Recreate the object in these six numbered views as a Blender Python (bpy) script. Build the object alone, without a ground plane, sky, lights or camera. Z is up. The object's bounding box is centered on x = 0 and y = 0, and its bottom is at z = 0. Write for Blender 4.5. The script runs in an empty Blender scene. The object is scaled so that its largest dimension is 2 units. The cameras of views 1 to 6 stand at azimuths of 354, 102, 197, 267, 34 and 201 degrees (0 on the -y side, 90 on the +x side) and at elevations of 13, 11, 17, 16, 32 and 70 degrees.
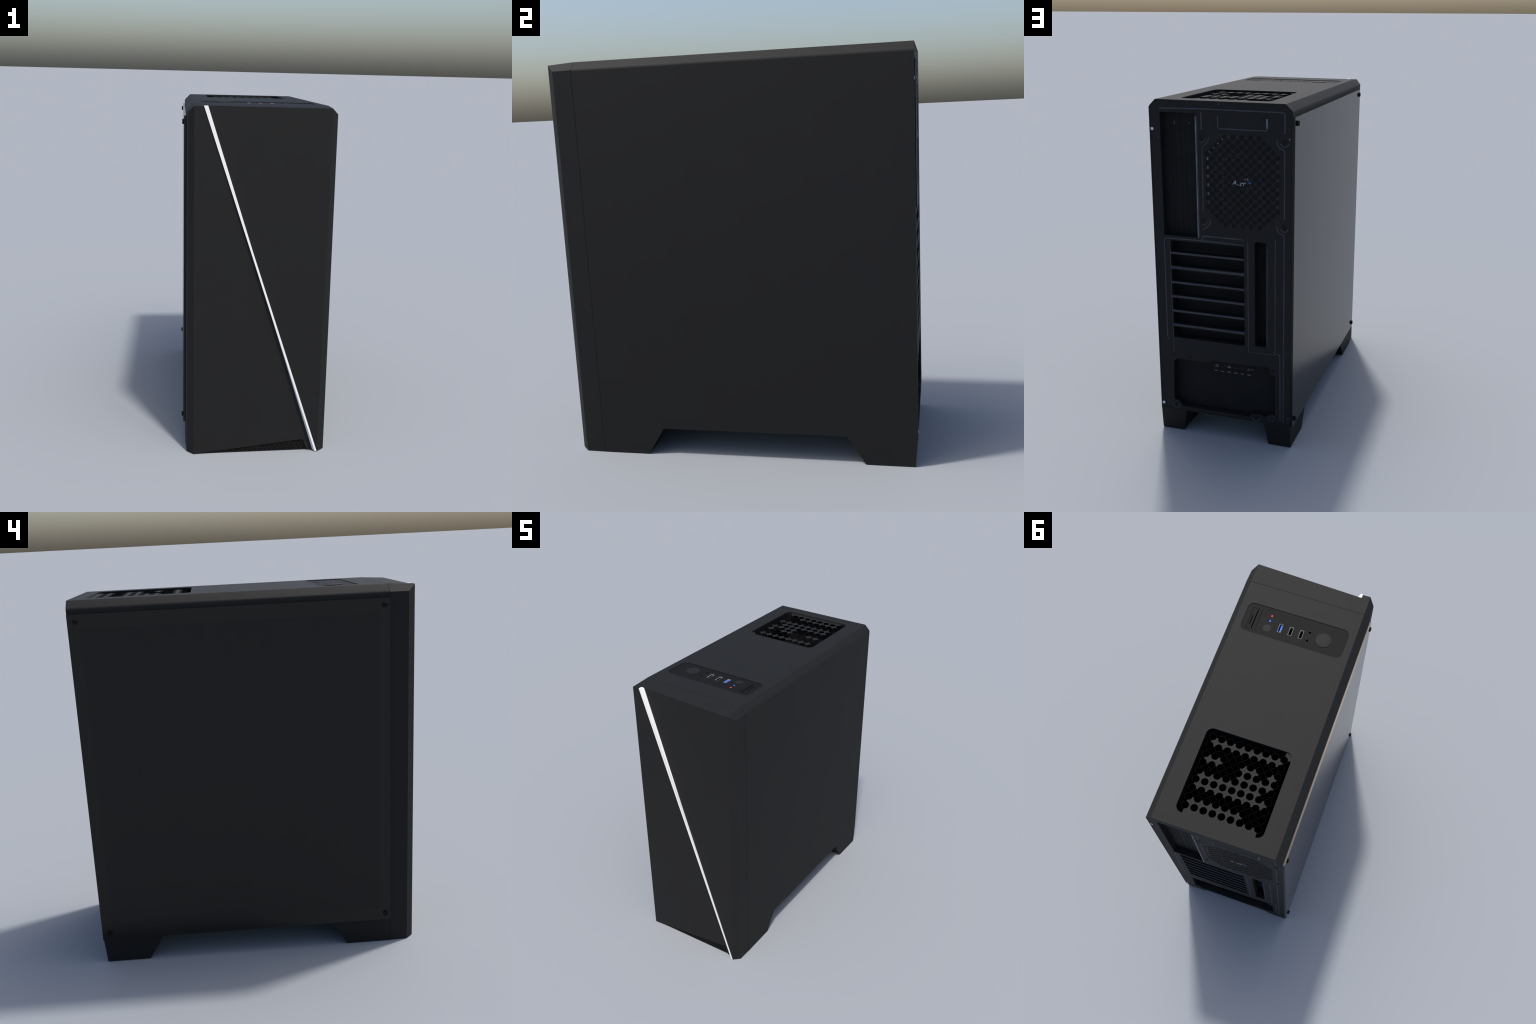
import bpy, bmesh, math, random
from mathutils import Vector, Matrix

random.seed(7)
SC = bpy.context.scene.collection

# ------------------------------------------------------------------ dimensions
XR, XL = 0.4197, -0.3978          # outer faces of the steel shell
ZT, ZC = 1.9968, 1.9575         # roof height, lower edge of the roof chamfer
CH = 0.0395                     # chamfer width
YB, YS = 0.8805, -0.7420        # rear edge, seam to the front panel
YF = -0.8808                    # front
ZB = 0.140                      # underside between the feet

# ------------------------------------------------------------------ materials
def make_mat(name, col, rough=0.5, spec=0.5, var=0.08, vscale=9.0, grain=0.0, gscale=600.0,
             metallic=0.0, coat=0.0):
    m = bpy.data.materials.new(name)
    m.use_nodes = True
    nt = m.node_tree
    b = nt.nodes["Principled BSDF"]
    b.inputs["Roughness"].default_value = rough
    b.inputs["Specular IOR Level"].default_value = spec
    b.inputs["Metallic"].default_value = metallic
    b.inputs["Coat Weight"].default_value = coat
    tc = nt.nodes.new("ShaderNodeTexCoord")
    nz = nt.nodes.new("ShaderNodeTexNoise")
    nz.inputs["Scale"].default_value = vscale
    nz.inputs["Detail"].default_value = 4.0
    nt.links.new(tc.outputs["Object"], nz.inputs["Vector"])
    rp = nt.nodes.new("ShaderNodeValToRGB")
    lo = [c * (1 - var) for c in col] + [1]
    hi = [min(1, c * (1 + var)) for c in col] + [1]
    rp.color_ramp.elements[0].position = 0.3
    rp.color_ramp.elements[1].position = 0.7
    rp.color_ramp.elements[0].color = lo
    rp.color_ramp.elements[1].color = hi
    nt.links.new(nz.outputs["Fac"], rp.inputs["Fac"])
    nt.links.new(rp.outputs["Color"], b.inputs["Base Color"])
    if grain > 0:
        g = nt.nodes.new("ShaderNodeTexNoise")
        g.inputs["Scale"].default_value = gscale
        g.inputs["Detail"].default_value = 2.0
        nt.links.new(tc.outputs["Object"], g.inputs["Vector"])
        bp = nt.nodes.new("ShaderNodeBump")
        bp.inputs["Strength"].default_value = grain
        bp.inputs["Distance"].default_value = 0.001
        nt.links.new(g.outputs["Fac"], bp.inputs["Height"])
        nt.links.new(bp.outputs["Normal"], b.inputs["Normal"])
    return m

M_SHELL  = make_mat("powder_coat_black", (0.0076, 0.0076, 0.0074), 0.70, 0.28, 0.04, 6, 0.05)
M_FRONT  = make_mat("front_plastic_black", (0.0076, 0.0076, 0.0074), 0.70, 0.28, 0.04, 6, 0.05)
M_FOOT   = make_mat("foot_plastic_black", (0.0085, 0.0085, 0.009), 0.70, 0.24, 0.05, 8)
M_REAR   = make_mat("rear_steel_black", (0.0105, 0.0108, 0.0125), 0.70, 0.22, 0.10, 7)
M_RIDGE  = make_mat("rear_steel_pale_ridge", (0.038, 0.040, 0.050), 0.60, 0.30, 0.25, 12)
M_BRIGHT = make_mat("rear_steel_lightened", (0.12, 0.125, 0.15), 0.5, 0.4, 0.35, 14)
M_DEEP   = make_mat("recess_black", (0.0090, 0.0094, 0.0108), 0.75, 0.15, 0.15, 9)
M_HOLE   = make_mat("fan_hole_black", (0.0058, 0.0060, 0.0070), 0.75, 0.18, 0.2, 30)
M_WELL   = make_mat("grille_well_black", (0.0060, 0.0062, 0.0072), 0.75, 0.12, 0.1, 10)
M_VOID   = make_mat("interior_black", (0.0010, 0.0010, 0.0011), 0.90, 0.0, 0.0)
M_PANEL  = make_mat("control_panel_black", (0.0050, 0.0050, 0.0051), 0.70, 0.16, 0.04, 10, 0.05)
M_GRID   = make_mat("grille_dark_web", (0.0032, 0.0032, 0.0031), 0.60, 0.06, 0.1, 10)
M_MESH   = make_mat("vent_mesh_black", (0.0070, 0.0070, 0.0066), 0.8, 0.13, 0.3, 90)
M_SCREW  = make_mat("thumb_screw_black", (0.0032, 0.0032, 0.0036), 0.6, 0.18, 0.1, 40)
M_STRIP  = make_mat("white_light_strip", (0.79, 0.79, 0.79), 0.55, 0.3, 0.01, 10)
M_EDGE   = make_mat("glass_cut_edge", (0.052, 0.044, 0.037), 0.12, 0.5, 0.05, 5)
M_METAL  = make_mat("socket_metal", (0.30, 0.30, 0.31), 0.6, 0.3, 0.05, 40)
M_BLUE   = make_mat("socket_blue", (0.045, 0.18, 0.90), 0.8, 0.1, 0.02)
M_LEDB   = make_mat("lamp_blue", (0.05, 0.14, 0.80), 0.8, 0.1, 0.0)
M_LEDR   = make_mat("lamp_red", (0.75, 0.05, 0.05), 0.8, 0.1, 0.0)
M_WHITE  = make_mat("bare_screw_grey", (0.55, 0.57, 0.66), 0.4, 0.5, 0.2, 60)
M_LOGOW  = make_mat("print_grey", (0.23, 0.25, 0.29), 0.5, 0.4, 0.05)
M_LOGOR  = make_mat("print_red", (0.20, 0.025, 0.045), 0.5, 0.4, 0.05)
M_LOGOT  = make_mat("print_teal", (0.035, 0.12, 0.17), 0.5, 0.4, 0.05)
M_LOGOB  = make_mat("print_blue", (0.035, 0.075, 0.22), 0.5, 0.4, 0.05)

def glass_mat():
    """dark tinted glass, faintly different behind the printed border"""
    m = make_mat("tinted_glass", (0.005, 0.005, 0.006), 0.17, 0.28, 0.0)
    nt = m.node_tree
    b = nt.nodes["Principled BSDF"]
    b.inputs["Specular Tint"].default_value = (1.0, 0.96, 0.88, 1)
    tc = nt.nodes.new("ShaderNodeTexCoord")
    sp = nt.nodes.new("ShaderNodeSeparateXYZ")
    nt.links.new(tc.outputs["Object"], sp.inputs[0])
    def band(sock, centre, half):
        s = nt.nodes.new("ShaderNodeMath"); s.operation = 'SUBTRACT'
        s.inputs[1].default_value = centre
        a = nt.nodes.new("ShaderNodeMath"); a.operation = 'ABSOLUTE'
        g = nt.nodes.new("ShaderNodeMath"); g.operation = 'GREATER_THAN'
        g.inputs[1].default_value = half
        nt.links.new(sock, s.inputs[0]); nt.links.new(s.outputs[0], a.inputs[0])
        nt.links.new(a.outputs[0], g.inputs[0])
        return g.outputs[0]
    mx = nt.nodes.new("ShaderNodeMath"); mx.operation = 'MAXIMUM'
    nt.links.new(band(sp.outputs["Y"], 0.0685, 0.752), mx.inputs[0])
    nt.links.new(band(sp.outputs["Z"], 1.035, 0.825), mx.inputs[1])
    c = nt.nodes.new("ShaderNodeMix"); c.data_type = 'RGBA'
    c.inputs["A"].default_value = (0.0060, 0.0063, 0.0082, 1)
    c.inputs["B"].default_value = (0.0086, 0.0088, 0.0092, 1)
    nt.links.new(mx.outputs[0], c.inputs["Factor"])
    nt.links.new(c.outputs["Result"], b.inputs["Base Color"])
    return m
M_GLASS = glass_mat()

# ------------------------------------------------------------------ helpers
ROOT = bpy.data.objects.new("computer_case", None)
SC.objects.link(ROOT)
ROOT["label"] = "black mid tower computer case with white diagonal light strip"
ROOT["category"] = "computer case"

def finish(me, angle=30):
    for p in me.polygons:
        p.use_smooth = True
    me.set_sharp_from_angle(angle=math.radians(angle))

def add(name, me, parent=ROOT, mats=(), smooth=True):
    o = bpy.data.objects.new(name, me)
    SC.objects.link(o)
    for m in mats:
        me.materials.append(m)
    if smooth:
        finish(me)
    o.parent = parent
    return o

def mesh(name, verts, faces, idx=None):
    me = bpy.data.meshes.new(name)
    me.from_pydata([tuple(v) for v in verts], [], faces)
    if idx:
        for p, i in zip(me.polygons, idx):
            p.material_index = i
    bm = bmesh.new(); bm.from_mesh(me)
    bmesh.ops.recalc_face_normals(bm, faces=bm.faces)
    bm.to_mesh(me); bm.free()
    return me

AX = {'x': lambda a, b, t: (t, a, b), 'y': lambda a, b, t: (a, t, b), 'z': lambda a, b, t: (a, b, t)}

def prism_data(poly, axis, t0, t1):
    n = len(poly)
    f = AX[axis]
    v = [f(a, b, t0) for a, b in poly] + [f(a, b, t1) for a, b in poly]
    faces = [list(range(n)), list(range(2 * n - 1, n - 1, -1))]
    faces += [[i, (i + 1) % n, n + (i + 1) % n, n + i] for i in range(n)]
    return v, faces

class Build:
    """collects closed pieces into one mesh"""
    def __init__(self):
        self.v, self.f, self.i = [], [], []
    def piece(self, v, f, mi=0):
        k = len(self.v)
        self.v += v
        self.f += [[k + a for a in q] for q in f]
        self.i += [mi] * len(f)
        return self
    def prism(self, poly, axis, t0, t1, mi=0):
        return self.piece(*prism_data(poly, axis, t0, t1), mi)
    def box(self, x0, x1, y0, y1, z0, z1, mi=0):
        return self.prism([(x0, y0), (x1, y0), (x1, y1), (x0, y1)], 'z', z0, z1, mi)
    def mesh(self, name):
        return mesh(name, self.v, self.f, self.i)

def rrect(a0, a1, b0, b1, r, n=8):
    pts = []
    for cx, cy, s in ((a1 - r, b1 - r, 0), (a0 + r, b1 - r, 90), (a0 + r, b0 + r, 180), (a1 - r, b0 + r, 270)):
        for k in range(n + 1):
            t = math.radians(s + 90 * k / n)
            pts.append((cx + r * math.cos(t), cy + r * math.sin(t)))
    return pts

def circle(cx, cy, r, n=24, start=0.0):
    return [(cx + r * math.cos(start + 2 * math.pi * k / n), cy + r * math.sin(start + 2 * math.pi * k / n)) for k in range(n)]

def fillet(poly, radii, n=6):
    out = []
    m = len(poly)
    for i, p in enumerate(poly):
        r = radii[i]
        p = Vector(p); a = Vector(poly[i - 1]); b = Vector(poly[(i + 1) % m])
        if r <= 0:
            out.append(tuple(p)); continue
        u = (a - p).normalized(); w = (b - p).normalized()
        half = u.angle(w) / 2
        d = r / math.tan(half)
        c = p + (u + w).normalized() * (r / math.sin(half))
        s, e = p + u * d - c, p + w * d - c
        t0 = math.atan2(s.y, s.x); t1 = math.atan2(e.y, e.x)
        dt = (t1 - t0 + math.pi) % (2 * math.pi) - math.pi
        out += [(c.x + r * math.cos(t0 + dt * k / n), c.y + r * math.sin(t0 + dt * k / n)) for k in range(n + 1)]
    return out

def boolean_cut(me, cutter):
    """difference of two meshes, cutter's own materials on the cut faces"""
    a = bpy.data.objects.new("cut_a", me); c = bpy.data.objects.new("cut_b", cutter)
    SC.objects.link(a); SC.objects.link(c)
    md = a.modifiers.new("cut", 'BOOLEAN')
    md.operation = 'DIFFERENCE'; md.solver = 'EXACT'; md.object = c
    md.material_mode = 'TRANSFER'
    dg = bpy.context.evaluated_depsgraph_get()
    dg.update()
    r = bpy.data.meshes.new_from_object(a.evaluated_get(dg))
    r.name = me.name
    bpy.data.objects.remove(a); bpy.data.objects.remove(c)
    return r

def tube_data(pts, r, n=6, closed=False, flat=1.0):
    """round bead swept along points lying on the rear plane (x, z) -> world"""
    P = [Vector((x, 0, z)) for x, z in pts]
    v, f = [], []
    m = len(P)
    for i, p in enumerate(P):
        a = P[i - 1] if (i > 0 or closed) else p
        b = P[(i + 1) % m] if (i < m - 1 or closed) else p
        d = (b - a).normalized()
        s = Vector((d.z, 0, -d.x))
        for k in range(n):
            t = 2 * math.pi * k / n
            q = p + s * (r * math.cos(t)) + Vector((0, 1, 0)) * (r * flat * math.sin(t))
            v.append(tuple(q))
    rng = m if closed else m - 1
    for i in range(rng):
        for k in range(n):
            a, b = i * n + k, i * n + (k + 1) % n
            c, d = ((i + 1) % m) * n + (k + 1) % n, ((i + 1) % m) * n + k
            f.append([a, b, c, d])
    if not closed:
        f.append(list(range(n))[::-1])
        f.append([(m - 1) * n + k for k in range(n)])
    return v, f

def arc(cx, cz, r, a0, a1, n=12):
    return [(cx + r * math.cos(math.radians(a0 + (a1 - a0) * k / n)), cz + r * math.sin(math.radians(a0 + (a1 - a0) * k / n))) for k in range(n + 1)]

# ------------------------------------------------------------------ outer shell (roof, right wall, left wall, floor)
sec = [(XR, ZB), (XR, ZC), (XR - CH, ZT), (XL + CH, ZT), (XL, ZC), (XL, ZB)]
outer = fillet(sec, [0, 0.022, 0.006, 0.006, 0.022, 0])
WT = 0.0075
inner_sec = [(XR - WT, ZB + WT), (XR - WT, ZC - 0.003), (XR - CH - 0.003, ZT - WT), (XL + CH + 0.003, ZT - WT), (XL + WT, ZC - 0.003), (XL + WT, ZB + WT)]
inner = fillet(inner_sec, [0.002, 0.016, 0.004, 0.004, 0.016, 0.002])
v, f = prism_data(outer, 'y', YS, YB)
shell_me = mesh("outer_shell", v, f)
shell_me.materials.append(M_SHELL)
cut = Build().prism(inner, 'y', YS - 0.1, YB + 0.1)
# fan opening in the roof and the bay of the control panel
OX0, OX1, OY0, OY1 = -0.249, 0.2735, 0.2625, 0.797
PX0, PX1, PY0, PY1 = -0.3135, 0.3345, -0.6045, -0.4035
cm = cut.mesh("c"); cm.materials.append(M_VOID)
shell_me = boolean_cut(shell_me, cm)
cut = Build().prism(rrect(OX0, OX1, OY0, OY1, 0.040), 'z', 1.95, 2.05)
cut.prism(rrect(PX0, PX1, PY0, PY1, 0.040), 'z', 1.95, 2.05)
cm = cut.mesh("c2"); cm.materials.append(M_SHELL)
shell_me = boolean_cut(shell_me, cm)
shell = add("outer_shell", shell_me)

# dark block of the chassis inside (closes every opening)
core = Build().prism([(XR - 0.009, ZB + 0.009), (XR - 0.009, ZC - 0.006), (XR - CH - 0.006, ZT - 0.009), (XL + CH + 0.006, ZT - 0.009), (XL + 0.009, ZC - 0.006), (XL + 0.009, ZB + 0.009)], 'y', YS + 0.002, YS + 0.014)
add("inner_bulkhead", core.mesh("inner_bulkhead"), mats=[M_VOID])
# dark gasket that closes the seam between shell and front panel a few millimetres down
gk = [(XR - 0.0065, 0.003), (XR - 0.0065, ZC - 0.004), (XR - CH - 0.004, ZT - 0.005), (XL + CH + 0.004, ZT - 0.005), (XL + 0.0065, ZC - 0.004), (XL + 0.0065, 0.003)]
gk = Build().prism(gk, 'y', YS - 0.004, YS + 0.0005)
add("seam_gasket", gk.mesh("seam_gasket"), mats=[M_VOID])

# ------------------------------------------------------------------ roof grille: square grid of round holes
GX0, GY0, GP, GR, GN = -0.2075, 0.3110, 0.05445, 0.0222, 9
GZ, GT = ZT - 0.0078, 0.005
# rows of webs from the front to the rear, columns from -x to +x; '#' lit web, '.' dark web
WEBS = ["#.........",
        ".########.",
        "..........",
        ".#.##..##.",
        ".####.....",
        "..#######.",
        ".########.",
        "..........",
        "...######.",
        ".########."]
gb = Build()
def star_cell(ix, iy):
    """web between four holes: a square whose inner corners are bitten by the holes"""
    xs = [OX0 - 0.001] + [GX0 + i * GP for i in range(GN)] + [OX1 + 0.001]
    ys = [OY0 - 0.001] + [GY0 + i * GP for i in range(GN)] + [OY1 + 0.001]
    x0, x1, y0, y1 = xs[ix], xs[ix + 1], ys[iy], ys[iy + 1]
    pts, n = [], 7
    for cx, cy, gx, gy, start in ((x0, y0, ix, iy, 90), (x1, y0, ix + 1, iy, 180), (x1, y1, ix + 1, iy + 1, 270), (x0, y1, ix, iy + 1, 0)):
        hole = 1 <= gx <= GN and 1 <= gy <= GN
        if not hole:
            pts.append((cx, cy)); continue
        for k in range(n + 1):
            t = math.radians(start - 90 * k / n)
            pts.append((cx + GR * math.cos(t), cy + GR * math.sin(t)))
    return pts
for iy in range(GN + 1):
    for ix in range(GN + 1):
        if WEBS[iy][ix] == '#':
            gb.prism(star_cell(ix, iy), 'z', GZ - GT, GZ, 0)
# where the web is missing only the thin collars of the holes remain
def collar(cx, cy, r0, r1, z0, z1, n=24):
    v, f = [], []
    for r, z in ((r0, z0), (r1, z0), (r1, z1), (r0, z1)):
        v += [(cx + r * math.cos(2 * math.pi * k / n), cy + r * math.sin(2 * math.pi * k / n), z) for k in range(n)]
    for q in range(4):
        f += [[q * n + k, q * n + (k + 1) % n, ((q + 1) % 4) * n + (k + 1) % n, ((q + 1) % 4) * n + k] for k in range(n)]
    return v, f
for iy in range(GN):
    for ix in range(GN):
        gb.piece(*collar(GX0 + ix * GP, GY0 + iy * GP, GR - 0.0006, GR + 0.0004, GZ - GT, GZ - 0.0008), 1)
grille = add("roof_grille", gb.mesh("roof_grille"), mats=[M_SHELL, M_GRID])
# well that hangs below the opening
wo, wi = rrect(OX0 - 0.0035, OX1 + 0.0035, OY0 - 0.0035, OY1 + 0.0035, 0.0435), rrect(OX0 - 0.0008, OX1 + 0.0008, OY0 - 0.0008, OY1 + 0.0008, 0.0408)
n = len(wo)
zl, zu = ZT - 0.105, ZT - WT - 0.0004
wv = [(x, y, z) for pl_, z in ((wo, zl), (wo, zu), (wi, zu), (wi, zl)) for x, y in pl_]
wf = [[q * n + k, q * n + (k + 1) % n, ((q + 1) % 4) * n + (k + 1) % n, ((q + 1) % 4) * n + k] for q in range(4) for k in range(n)]
add("grille_well", mesh("grille_well", wv, wf), grille, [M_WELL])

# ------------------------------------------------------------------ control panel on the roof
PZ = ZT - 0.0032
USB = [(0.0980, True), (0.0305, False), (-0.0360, False)]
UY0, UY1, UW = -0.5175, -0.4600, 0.0112
pl = Build().prism(rrect(PX0 + 0.0012, PX1 - 0.0012, PY0 + 0.0012, PY1 - 0.0012, 0.039), 'z', PZ - 0.012, PZ)
pm = pl.mesh("control_panel"); pm.materials.append(M_PANEL)
pc = Build()
for ux, _ in USB:
    pc.box(ux - UW, ux + UW, UY0, UY1, 1.90, 2.02)
for jy in (-0.517, -0.461):
    pc.prism(circle(-0.084, jy, 0.0068), 'z', 1.90, 2.02)
pc.prism(rrect(0.2630, 0.2690, -0.5670, -0.4320, 0.0025, 3), 'z', 1.90, 2.02)
pc.prism(rrect(0.2828, 0.2878, -0.5235, -0.4505, 0.002, 3), 'z', 1.90, 2.02)
# thin groove round the card reader
G = 0.0010
for q in ((0.2405, 0.3010, -0.5755, -0.5735), (0.2990, 0.3010, -0.5720, -0.4280), (0.2405, 0.3010, -0.4265, -0.4245), (0.2405, 0.2425, -0.5720, -0.4280)):
    pc.box(q[0], q[1], q[2], q[3], PZ - 0.0022, 2.02)
pcm = pc.mesh("pc"); pcm.materials.append(M_VOID)
panel = add("control_panel", boolean_cut(pm, pcm))

def dome(cx, cy, r, z0, zedge, ztop, n=40, rings=7):
    v, f = [], []
    prof = [(r, z0), (r, zedge)]
    for k in range(1, rings):
        t = k / rings
        prof.append((r * (1 - t), zedge + (ztop - zedge) * (1 - (1 - t) ** 2)))
    for pr, pz in prof:
        v += [(cx + pr * math.cos(2 * math.pi * i / n), cy + pr * math.sin(2 * math.pi * i / n), pz) for i in range(n)]
    for k in range(len(prof) - 1):
        f += [[k * n + i, k * n + (i + 1) % n, (k + 1) * n + (i + 1) % n, (k + 1) * n + i] for i in range(n)]
    v.append((cx, cy, ztop)); t = len(v) - 1; k = (len(prof) - 1) * n
    f += [[k + i, k + (i + 1) % n, t] for i in range(n)]
    f.append(list(range(n))[::-1])
    return v, f
b = Build().piece(*dome(-0.178, -0.493, 0.0475, PZ - 0.004, ZT - 0.0005, 2.0000))
add("power_button", b.mesh("power_button"), panel, [M_SHELL])
b = Build().piece(*dome(0.174, -0.462, 0.0250, PZ - 0.004, ZT - 0.0022, ZT - 0.0008))
add("reset_button", b.mesh("reset_button"), panel, [M_SHELL])
for y, m, nm in ((-0.552, M_LEDR, "indicator_lamp"), (-0.5155, M_LEDB, "indicator_lamp")):
    b = Build().piece(*dome(0.1725, y, 0.0060, PZ - 0.003, PZ + 0.0002, PZ + 0.0003, 16, 3))
    add(nm, b.mesh(nm), panel, [m])
for ux, blue in USB:
    b = Build()
    w = 0.0014
    zl, zu = PZ - 0.028, PZ - 0.0004
    b.box(ux - UW, ux - UW + w, UY0, UY1, zl, zu, 0).box(ux + UW - w, ux + UW, UY0, UY1, zl, zu, 0)
    b.box(ux - UW + w, ux + UW - w, UY0, UY0 + w, zl, zu, 0).box(ux - UW + w, ux + UW - w, UY1 - w, UY1, zl, zu, 0)
    b.box(ux - UW, ux + UW, UY0, UY1, zl - 0.002, zl, 1)
    tx = ux - 0.0045
    b.box(tx - 0.0034, tx + 0.0034, UY0 + 0.010, UY1 - 0.002, zl, PZ - 0.0040, 2 if blue else 1)
    add("usb_socket", b.mesh("usb_socket"), panel, [M_METAL, M_VOID, M_BLUE])

# ------------------------------------------------------------------ front panel
TX0, TX1 = -0.3565, 0.3790       # front face between the corner chamfers, at the top
BX0, BX1 = -0.3520, 0.3735       # and at the bottom
SX_T, SX_B = -0.2975, 0.3640     # line where the two facets meet, under the strip
KF = 0.0365                      # how fast each facet sinks towards the strip
YK = YS - 0.0019                 # rear of the front panel
def zroof(y):
    return ZT - 0.0085 * (YK - y) / (YK - YF)
def yl(x): return YF + (x - TX0) * KF
def yr(x): return YF + (TX1 - x) * KF
fv = {}
def P(key, x, y, z):
    fv[key] = len(fv), (x, y, z)
P('k0', 0.4188, YK, 0); P('k1', 0.4188, YK, ZC); P('k2', TX1, YK, ZT); P('k3', TX0, YK, ZT); P('k4', -0.3955, YK, ZC); P('k5', -0.3955, YK, 0)
P('m0', 0.4165, -0.8415, 0); P('m1', 0.4150, -0.8425, 1.9560); P('m4', -0.3915, -0.8425, 1.9560); P('m5', -0.3910, -0.8415, 0)
P('tr', TX1, YF, zroof(YF)); P('tl', TX0, YF, zroof(YF)); P('br', BX1, YF, 0); P('bl', BX0, yl(BX0), 0)
P('ltop', SX_T, yl(SX_T), zroof(yl(SX_T))); P('rtop', SX_T, yr(SX_T), zroof(yr(SX_T)))
P('lbot', SX_B, yl(SX_B), 0); P('rbot', SX_B, yr(SX_B), 0)
P('va', BX0 + 0.006, yl(BX0 + 0.006), 0.0); P('vb', 0.2902, yl(0.2902), 0.0675); P('vc', 0.3155, yl(0.3155), 0)
DI = 0.030
for k in ('va', 'vb', 'vc'):
    x, y, z = fv[k][1]
    P(k + 'i', x, y + DI, z)
I = lambda *ks: [fv[k][0] for k in ks]
faces = [I('k0', 'k1', 'm1', 'm0'), I('k1', 'k2', 'tr', 'm1'), I('k3', 'k4', 'm4', 'tl'), I('k4', 'k5', 'm5', 'm4'),
         I('m0', 'm1', 'tr', 'br'), I('m4', 'm5', 'bl', 'tl'),
         I('k2', 'k3', 'tl', 'ltop', 'rtop', 'tr'),
         I('tl', 'bl', 'va', 'vb', 'vc', 'lbot', 'ltop'), I('tr', 'rtop', 'rbot', 'br'), I('ltop', 'lbot', 'rbot', 'rtop'),
         I('va', 'vai', 'vbi', 'vb'), I('vb', 'vbi', 'vci', 'vc'), I('vai', 'vci', 'vbi'),
         I('k0', 'm0', 'br', 'rbot', 'lbot', 'vc', 'vci', 'vai', 'va', 'bl', 'm5', 'k5'),
         I('k0', 'k5', 'k4', 'k3', 'k2', 'k1')]
fme = mesh("front_panel", [c for _, c in sorted(fv.values())], faces)
front = add("front_panel", fme, mats=[M_FRONT], smooth=False)

# perforated mesh behind the wedge-shaped intake at the foot of the front panel
vb_ = Build()
off = 0.0055
vb_.piece([(BX0 + 0.008, yl(BX0) + off, 0.0006), (0.3150, yl(0.315) + off, 0.0006), (0.2900, yl(0.29) + off, 0.0670),
           (BX0 + 0.008, yl(BX0) + off + 0.006, 0.0006), (0.3150, yl(0.315) + off + 0.006, 0.0006), (0.2900, yl(0.29) + off + 0.006, 0.0670)],
          [[0, 1, 2], [3, 5, 4], [0, 3, 4, 1], [1, 4, 5, 2], [2, 5, 3, 0]])
for r in range(3):
    z = 0.0125 + r * 0.0205
    x = 0.2980 - 0.0145 * (r % 2)
    while x > BX0:
        top = 0.0675 * (x - BX0) / (0.290 - BX0) if x < 0.29 else 0.0675 * (0.3155 - x) / 0.0255
        if z + 0.0085 < top:
            vb_.prism(circle(x, z, 0.0085, 10), 'y', yl(x) + off - 0.0006, yl(x) + off + 0.002, 1)
        x -= 0.0290
add("front_intake_mesh", vb_.mesh("front_intake_mesh"), front, [M_MESH, make_mat("vent_hole_black", (0.0045, 0.0045, 0.0045), 0.8, 0.08)])

# white light strip: ridge that stands on the line where the two facets meet
st = Build()
RT, RB = (-0.3068, -0.2945), (0.3606, 0.3722)   # ridge edges at the top and at the bottom
YR, DEP, SL = -0.8822, 0.040, 0.40
rows = []
for (a, c), z in ((RT, 1.9898), (RB, 0.0010)):
    fl, fr = (0.0, SL) if z > 1 else (SL, 0.0)      # each end flares only on its open side
    rows.append([(a - fl * DEP, YR + DEP, z), (a, YR, z), (c, YR, z), (c + fr * DEP, YR + DEP, z)])
st.piece(rows[0] + rows[1], [[0, 1, 2, 3], [7, 6, 5, 4], [0, 4, 5, 1], [1, 5, 6, 2], [2, 6, 7, 3], [3, 7, 4, 0]])
add("light_strip", st.mesh("light_strip"), front, [M_STRIP], smooth=False)

# ------------------------------------------------------------------ glass side pane with thumb screws
gv, gf = prism_data([(-0.4105, 0.1400), (-0.3985, 0.1400), (-0.3985, 1.9300), (-0.4105, 1.9300)], 'y', YS + 0.0005, YB - 0.0005)
gme = mesh("side_window", gv, gf)
gme.materials.append(M_GLASS); gme.materials.append(M_EDGE)
for p in gme.polygons:
    p.material_index = 1 if p.normal.z > 0.5 else 0
pane = add("side_window", gme, smooth=False)

def screw_mesh():
    """knurled head with a cross recess, axis along -x, base at x = 0"""
    n = 40
    prof = [(0.0138, 0.001), (0.0145, -0.0015), (0.0145, -0.0078), (0.0128, -0.0095), (0.0068, -0.0095), (0.0050, -0.0070)]
    v, f = [], []
    for k, (r, x) in enumerate(prof):
        for i in range(n):
            t = 2 * math.pi * i / n
            rr = r * (0.97 if (i % 2 and 0 < k < 4) else 1.0)
            v.append((x, rr * math.cos(t), rr * math.sin(t)))
    for k in range(len(prof) - 1):
        f += [[k * n + i, k * n + (i + 1) % n, (k + 1) * n + (i + 1) % n, (k + 1) * n + i] for i in range(n)]
    f.append(list(range(n))[::-1]); f.append([(len(prof) - 1) * n + i for i in range(n)])
    return mesh("thumb_screw", v, f)
sme = screw_mesh(); sme.materials.append(M_SCREW); finish(sme)
for y, z in ((-0.7148, 1.8966), (-0.7145, 0.1785), (0.8390, 0.1800), (0.8395, 1.8962)):
    o = bpy.data.objects.new("thumb_screw", sme)
    SC.objects.link(o); o.location = (-0.4105, y, z); o.parent = pane

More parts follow.
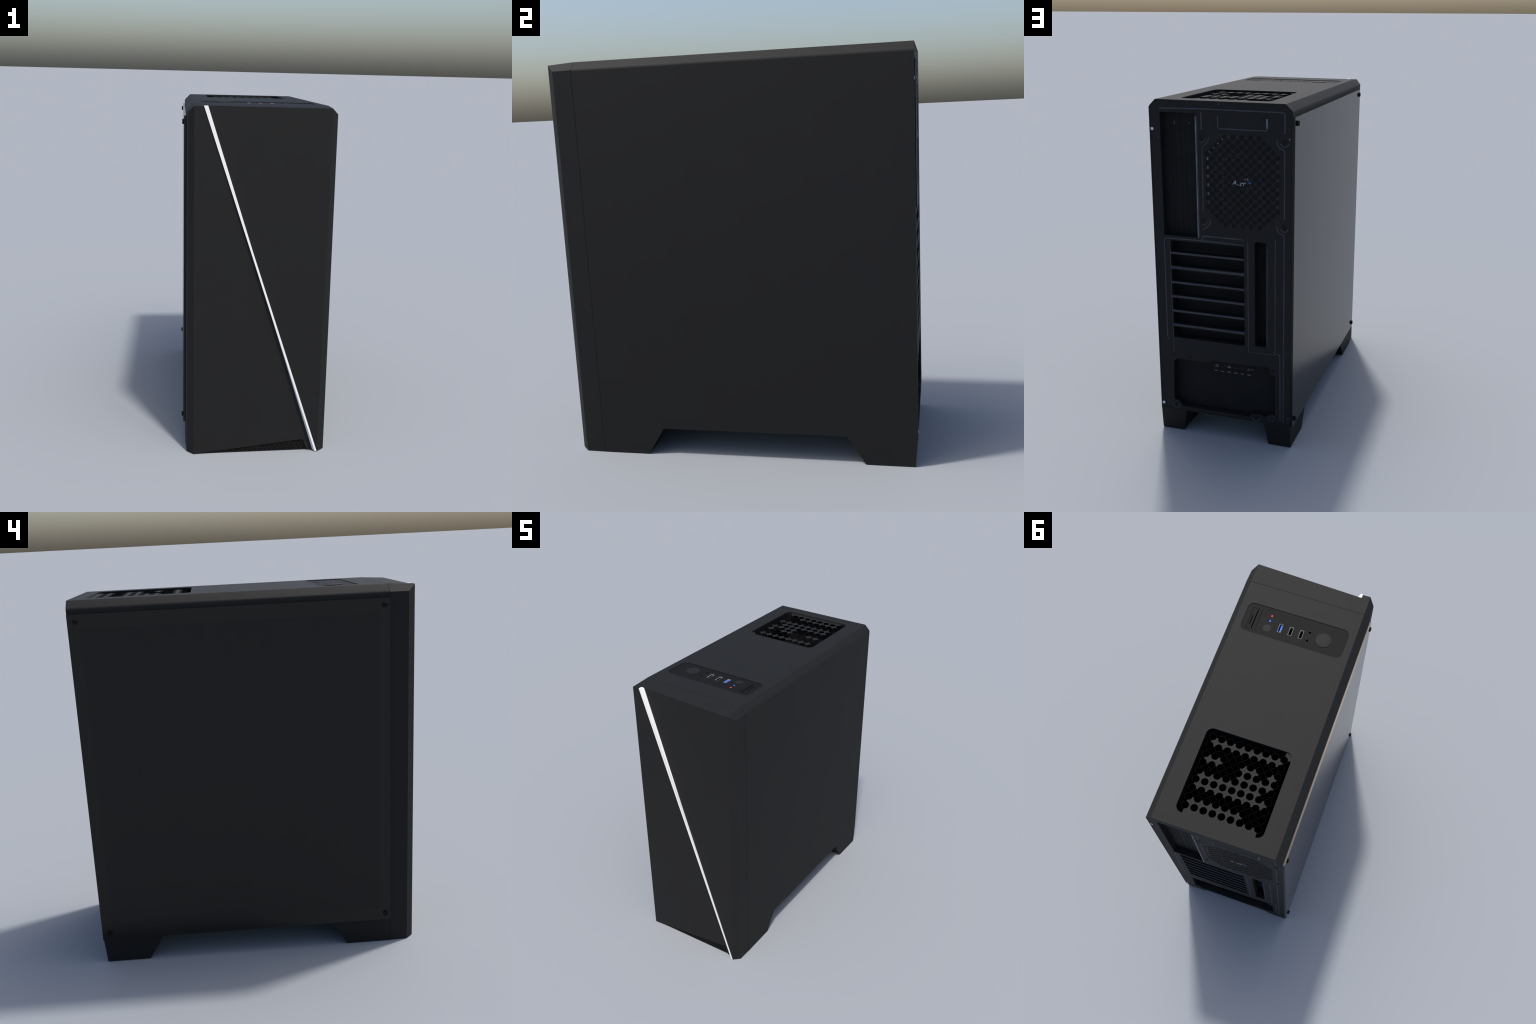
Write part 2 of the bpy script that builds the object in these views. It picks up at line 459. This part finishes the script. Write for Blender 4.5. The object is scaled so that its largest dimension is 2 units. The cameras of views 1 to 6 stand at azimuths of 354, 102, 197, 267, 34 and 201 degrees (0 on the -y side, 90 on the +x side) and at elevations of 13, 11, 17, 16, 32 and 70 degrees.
# ------------------------------------------------------------------ feet
def foot(xo, xi_t, xi_b, y0t, y1t, y0b, y1b):
    z = ZB - 0.00005
    v = [(xo, y0t, z), (xi_t, y0t, z), (xi_t, y1t, z), (xo, y1t, z), (xo, y0b, 0), (xi_b, y0b, 0), (xi_b, y1b, 0), (xo, y1b, 0)]
    f = [[0, 1, 2, 3], [4, 7, 6, 5], [0, 4, 5, 1], [1, 5, 6, 2], [2, 6, 7, 3], [3, 7, 4, 0]]
    add("foot", mesh("foot", v, f), mats=[M_SHELL if xo > 0 else M_FOOT], smooth=False)
for xo, xt, xb in ((XR, 0.255, 0.281), (-0.3975, -0.234, -0.260)):
    foot(xo, xt, xb, YS, -0.4075, YS, -0.4945)
    foot(xo, xt, xb, 0.5400, 0.8790, 0.6290, 0.8672)

# ------------------------------------------------------------------ rear panel: plate with openings
YP = YB - 0.0008
plate = [(XR - WT - 0.0008, ZB + WT + 0.0008), (XR - WT - 0.0008, ZC - 0.004), (XR - CH - 0.003, ZT - WT - 0.0008),
         (XL + CH + 0.003, ZT - WT - 0.0008), (XL + WT + 0.0008, ZC - 0.004), (XL + WT + 0.0008, ZB + WT + 0.0008)]
pb = Build().prism(fillet(plate, [0.002, 0.016, 0.004, 0.004, 0.016, 0.002]), 'y', YB - 0.045, YP)
rme = pb.mesh("rear_panel"); rme.materials.append(M_REAR)
YC0, YC1 = YB - 0.10, YB + 0.05
cutr = Build()
cutr.prism(rrect(0.1505, 0.3565, 1.2380, 1.9290, 0.004, 3), 'y', YC0, YC1)
SLOTS = [(1.1400, 1.2100), (1.0580, 1.1280), (0.9650, 1.0360), (0.8795, 0.9500), (0.7895, 0.8620), (0.7030, 0.7740), (0.6160, 0.6830)]
for z0, z1 in SLOTS:
    cutr.prism(rrect(-0.1225, 0.3200, z0, z1, 0.008, 3), 'y', YC0, YC1)
cutr.prism(rrect(-0.2515, -0.1840, 0.6240, 1.2440, 0.012, 4), 'y', YC0, YC1)
PSU = [(0.311, 0.478), (0.327, 0.457), (0.333, 0.206), (0.304, 0.202), (0.278, 0.166), (-0.146, 0.166), (-0.165, 0.190),
       (-0.205, 0.192), (-0.243, 0.182), (-0.306, 0.205), (-0.306, 0.457), (-0.273, 0.457), (-0.273, 0.502), (0.084, 0.492), (0.105, 0.478)]
cutr.prism(PSU, 'y', YC0, YC1)
cr = cutr.mesh("cr"); cr.materials.append(M_DEEP)
rme = boolean_cut(rme, cr)
# fan guard: diagonal lattice of round holes inside an octagon
FX, FZ, FPX, FPZ = -0.1170, 1.5690, 0.02475, 0.0242
cutf = Build()
FAN = [(i, j) for i in range(-8, 9) for j in range(-10, 11) if (i + j) % 2 == 0 and abs(i) + abs(j) <= 14]
for i, j in FAN:
    cutf.prism(circle(FX + i * FPX, FZ + j * FPZ, 0.0145, 14), 'y', YP - 0.0018, YC1)
cf = cutf.mesh("cf"); cf.materials.append(M_HOLE)
rme = boolean_cut(rme, cf)
rear = add("rear_panel", rme)

# floors of the openings: connector bay and power bay shallow, slots deeper
dz = Build()
dz.box(0.140, 0.372, YB - 0.0500, YB - 0.0446, 1.225, 1.940)
dz.box(-0.330, 0.350, YB - 0.0540, YB - 0.0500, 0.152, 0.520)
dz.box(-0.265, 0.335, YB - 0.0740, YB - 0.0680, 0.600, 1.256)
dz.box(-0.265, 0.335, YB - 0.0740, YB - 0.0440, 0.594, 0.600).box(-0.265, 0.335, YB - 0.0740, YB - 0.0440, 1.250, 1.256)
add("recess_floor", dz.mesh("recess_floor"), rear, [M_DEEP])

# pressed beads of the sheet
bead = Build()
def ridge(pts, r=0.0032, mi=0, n=8):
    v, f = tube_data(pts, r * 1.2, n, False, 0.0016 / r)
    bead.piece([(x, y + YP, z) for x, y, z in v], f, mi)
ridge([(0.357, 1.949), (0.124, 1.954), (-0.340, 1.952), (-0.350, 1.949), (-0.354, 1.941), (-0.354, 1.842)])
ridge(arc(-0.354, 1.799, 0.041, 10, -52, 8) + [(-0.344, 1.759), (-0.352, 1.753), (-0.3545, 1.744), (-0.3545, 1.384)])
ridge(arc(-0.354, 1.338, 0.041, 8, -52, 8) + [(-0.344, 1.300), (-0.352, 1.294), (-0.3545, 1.286), (-0.3550, 0.166)])
ridge(arc(-0.354, 1.795, 0.0215, 190, 350, 12), 0.0026)
ridge(arc(-0.354, 1.336, 0.0215, 190, 350, 12), 0.0026)
ridge([(0.115, 1.936), (0.113, 1.843)])
ridge([(0.115 - 0.041 * math.cos(math.radians(a)), 1.800 - 0.041 * math.sin(math.radians(a))) for a in range(-10, 76, 8)] + [(0.112, 1.752), (0.114, 1.384)], 0.0028)
ridge([(0.115 - 0.041 * math.cos(math.radians(a)), 1.338 - 0.041 * math.sin(math.radians(a))) for a in range(-15, 66, 8)] + [(0.108, 1.297), (0.115, 1.286)], 0.0028)
ridge(arc(0.115, 1.797, 0.0225, 180, 300, 10), 0.0026)
ridge(arc(0.115, 1.338, 0.0225, 180, 300, 10), 0.0022)
ridge([(0.1475, 1.913), (0.1470, 1.700), (0.1475, 1.240)], 0.0030, 1)  # highlight along the connector bay edge, built as a lightened bead
ridge([(0.1395, 1.913), (0.1395, 1.240)], 0.0022)
ridge([(0.019, 1.918), (0.019, 1.866), (0.016, 1.858), (0.007, 1.854), (-0.249, 1.853), (-0.256, 1.858), (-0.257, 1.866)], 0.0032)
ridge([(-0.257, 1.866), (-0.256, 1.916)], 0.0042, 1)
ridge([(-0.121, 1.219), (0.140, 1.223), (0.350, 1.2205), (0.358, 1.214), (0.361, 0.612), (0.349, 0.594)])
ridge([(0.128, 1.226), (0.119, 1.248), (0.113, 1.251), (-0.110, 1.250), (-0.122, 1.240)])
ridge([(-0.304, 1.267), (-0.3045, 0.592), (-0.298, 0.584), (-0.145, 0.583), (-0.145, 1.238)], 0.0026)
ridge([(-0.2575, 1.210), (-0.2570, 0.634)], 0.0024)
ridge([(-0.307, 0.592), (-0.326, 0.589), (-0.333, 0.580), (-0.337, 0.168)], 0.0030)
ridge([(0.3235, 1.200), (0.3235, 0.517)], 0.0018)
for k in range(6):
    z = (SLOTS[k][0] + SLOTS[k + 1][1]) / 2
    ridge([(0.3215, z + 0.001), (-0.1200, z + 0.001)], 0.0048)
for cx, cz, r in ((-0.189, 0.171, 0.0), (-0.189, 0.171, 0.026)):
    if r: ridge(arc(cx, cz, r, 190, 350, 14), 0.0026)
ridge(arc(0.321, 0.172, 0.021, 150, 380, 14), 0.0020)
ridge(arc(-0.284, 0.178, 0.018, 0, 350, 14), 0.0015)
ridge(arc(-0.385, 0.192, 0.0060, 0, 350, 10), 0.0018)
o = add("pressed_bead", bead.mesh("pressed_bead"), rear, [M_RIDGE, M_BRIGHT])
o["kind"] = "stuff"

# glints on the webs between the fan holes, modelled as thin pale plates
gl = Build()
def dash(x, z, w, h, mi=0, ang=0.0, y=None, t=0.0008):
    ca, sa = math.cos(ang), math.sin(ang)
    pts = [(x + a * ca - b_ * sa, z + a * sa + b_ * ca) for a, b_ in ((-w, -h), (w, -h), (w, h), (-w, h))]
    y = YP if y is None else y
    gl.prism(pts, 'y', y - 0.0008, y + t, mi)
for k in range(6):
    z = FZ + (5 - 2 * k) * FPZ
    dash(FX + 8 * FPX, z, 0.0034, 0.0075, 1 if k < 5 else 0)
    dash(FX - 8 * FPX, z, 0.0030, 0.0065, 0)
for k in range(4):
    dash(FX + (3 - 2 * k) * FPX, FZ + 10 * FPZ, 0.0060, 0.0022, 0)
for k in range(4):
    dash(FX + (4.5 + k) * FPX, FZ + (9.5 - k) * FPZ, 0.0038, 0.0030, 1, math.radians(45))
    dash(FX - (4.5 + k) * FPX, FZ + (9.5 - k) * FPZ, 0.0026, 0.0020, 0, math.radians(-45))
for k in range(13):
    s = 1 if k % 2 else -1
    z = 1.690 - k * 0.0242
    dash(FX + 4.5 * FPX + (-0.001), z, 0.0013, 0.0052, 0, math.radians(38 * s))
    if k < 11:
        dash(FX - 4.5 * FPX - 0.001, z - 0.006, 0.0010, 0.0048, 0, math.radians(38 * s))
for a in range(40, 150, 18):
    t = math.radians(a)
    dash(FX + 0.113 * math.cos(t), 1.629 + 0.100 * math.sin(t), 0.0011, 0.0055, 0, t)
o = add("web_glint_plates", gl.mesh("web_glint_plates"), rear, [M_RIDGE, M_BRIGHT]); o["kind"] = "stuff"

# bare screw heads on the right flange, small marks
for x, z, r in ((0.4035, 1.836, 0.0085), (0.4035, 0.174, 0.0090), (-0.381, 1.816, 0.0048), (0.013, 1.982, 0.0028), (0.369, 1.792, 0.0030), (0.324, 0.548, 0.0020)):
    b = Build().prism(circle(x, z, r, 18), 'y', YP - 0.001, YP + 0.0025 if r > 0.004 else YP + 0.0008)
    add("flange_screw", b.mesh("flange_screw"), rear, [M_WHITE if r > 0.008 else M_BRIGHT])
# screw centres of the fan corners and lower bosses
for x, z, r in ((-0.354, 1.799, 0.013), (-0.354, 1.340, 0.013), (0.115, 1.800, 0.013), (0.115, 1.342, 0.012),
                (-0.189, 0.173, 0.018), (0.321, 0.172, 0.012), (-0.301, 0.480, 0.0), (0.325, 0.505, 0.010), (0.222, 0.497, 0.013), (-0.294, 0.482, 0.011)):
    if r:
        b = Build().prism(circle(x, z, r, 20), 'y', YP - 0.002, YP + 0.0012)
        add("screw_boss", b.mesh("screw_boss"), rear, [M_DEEP])

# inside the openings: folds behind the connector bay, slot covers, vents of the power bay
det = Build()
YD = YB - 0.0445
for x, w in ((0.307, 0.0012), (0.289, 0.0018), (0.255, 0.0025), (0.228, 0.0015)):
    det.box(x - w, x + w, YD, YD + 0.0018, 1.245, 1.86 if w < 0.002 else 1.92, 0)
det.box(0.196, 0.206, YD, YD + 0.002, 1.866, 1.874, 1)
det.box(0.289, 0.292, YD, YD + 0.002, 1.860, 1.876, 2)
for k in range(6):
    det.prism(rrect(0.0675 - 0.0415 * k, 0.0895 - 0.0415 * k, 0.4095, 0.4145, 0.002, 2), 'y', YD - 0.0060, YD - 0.0040, 2)
for x, z, w in ((0.093, 0.444, 3), (0.071, 0.449, 9), (0.072, 0.440, 10), (0.041, 0.440, 4), (0.025, 0.450, 2), (0.015, 0.446, 4), (-0.006, 0.451, 8),
                (-0.006, 0.442, 10), (-0.033, 0.448, 3), (-0.045, 0.442, 3), (-0.051, 0.452, 3), (-0.060, 0.446, 3), (-0.073, 0.448, 3), (-0.083, 0.452, 4),
                (-0.088, 0.443, 3), (-0.097, 0.451, 4), (-0.128, 0.444, 8), (-0.128, 0.454, 4), (-0.149, 0.448, 5)):
    w = w / 1000.0
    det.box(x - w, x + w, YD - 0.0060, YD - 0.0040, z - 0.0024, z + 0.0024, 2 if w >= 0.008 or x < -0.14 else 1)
o = add("bay_detail", det.mesh("bay_detail"), rear, [M_DEEP, M_RIDGE, M_BRIGHT, M_VOID]); o["kind"] = "stuff"

# ------------------------------------------------------------------ marks on the fan guard
def text_mesh(s, size, x, z, ext, shear=0.0, name="printed_mark", mat=M_LOGOW, parent=rear, y=None, bold=0.0):
    cu = bpy.data.curves.new("t", 'FONT')
    cu.body = s; cu.size = size; cu.extrude = ext; cu.shear = shear; cu.offset = bold
    cu.align_x = 'CENTER'; cu.align_y = 'CENTER'
    o = bpy.data.objects.new("t", cu); SC.objects.link(o)
    dg = bpy.context.evaluated_depsgraph_get(); dg.update()
    me = bpy.data.meshes.new_from_object(o.evaluated_get(dg))
    bpy.data.objects.remove(o)
    y = YP + 0.0006 if y is None else y
    me.transform(Matrix.Translation((x, y, z)) @ Matrix.Rotation(math.pi, 4, 'Z') @ Matrix.Rotation(math.pi / 2, 4, 'X'))
    me.name = name
    me.materials.clear()
    return add(name, me, parent, [mat], smooth=False)
text_mesh("A", 0.031, -0.0715, 1.5670, 0.0008, 0.25, bold=0.0009)
text_mesh("r", 0.040, -0.1095, 1.5640, 0.0008, 0.25, bold=0.0008)
text_mesh("r", 0.038, -0.1255, 1.5650, 0.0008, 0.25, bold=0.0007)
text_mesh("MADE IN CHINA", 0.036, -0.119, 1.8860, 0.0006, 0.0, "embossed_lettering", make_mat("rear_lettering", (0.0150, 0.0155, 0.0185), 0.6, 0.25, 0.3, 40))
def lens(cx, cz, l, w, ang, mat, name="printed_mark"):
    pts = []
    for k in range(16):
        t = 2 * math.pi * k / 16
        a, b_ = l * math.cos(t), w * math.sin(t) * (1 - 0.35 * math.cos(t))
        pts.append((cx + a * math.cos(ang) - b_ * math.sin(ang), cz + a * math.sin(ang) + b_ * math.cos(ang)))
    bb = Build().prism(pts, 'y', YP - 0.001, YP + 0.0014)
    add(name, bb.mesh(name), rear, [mat])
lens(-0.0940, 1.5560, 0.0065, 0.0022, math.radians(10), M_LOGOW)
lens(-0.1345, 1.5895, 0.0080, 0.0048, math.radians(125), M_LOGOR)
lens(-0.1475, 1.5895, 0.0088, 0.0042, math.radians(75), M_LOGOT)
lens(-0.1590, 1.5710, 0.0085, 0.0060, math.radians(20), M_LOGOB)
rg = Build(); v, f = tube_data(circle(-0.1440, 1.5400, 0.0055, 14), 0.0014, 6, True)
rg.piece([(x, y + YP + 0.0006, z) for x, y, z in v], f)
add("printed_mark", rg.mesh("printed_mark"), rear, [M_RIDGE])
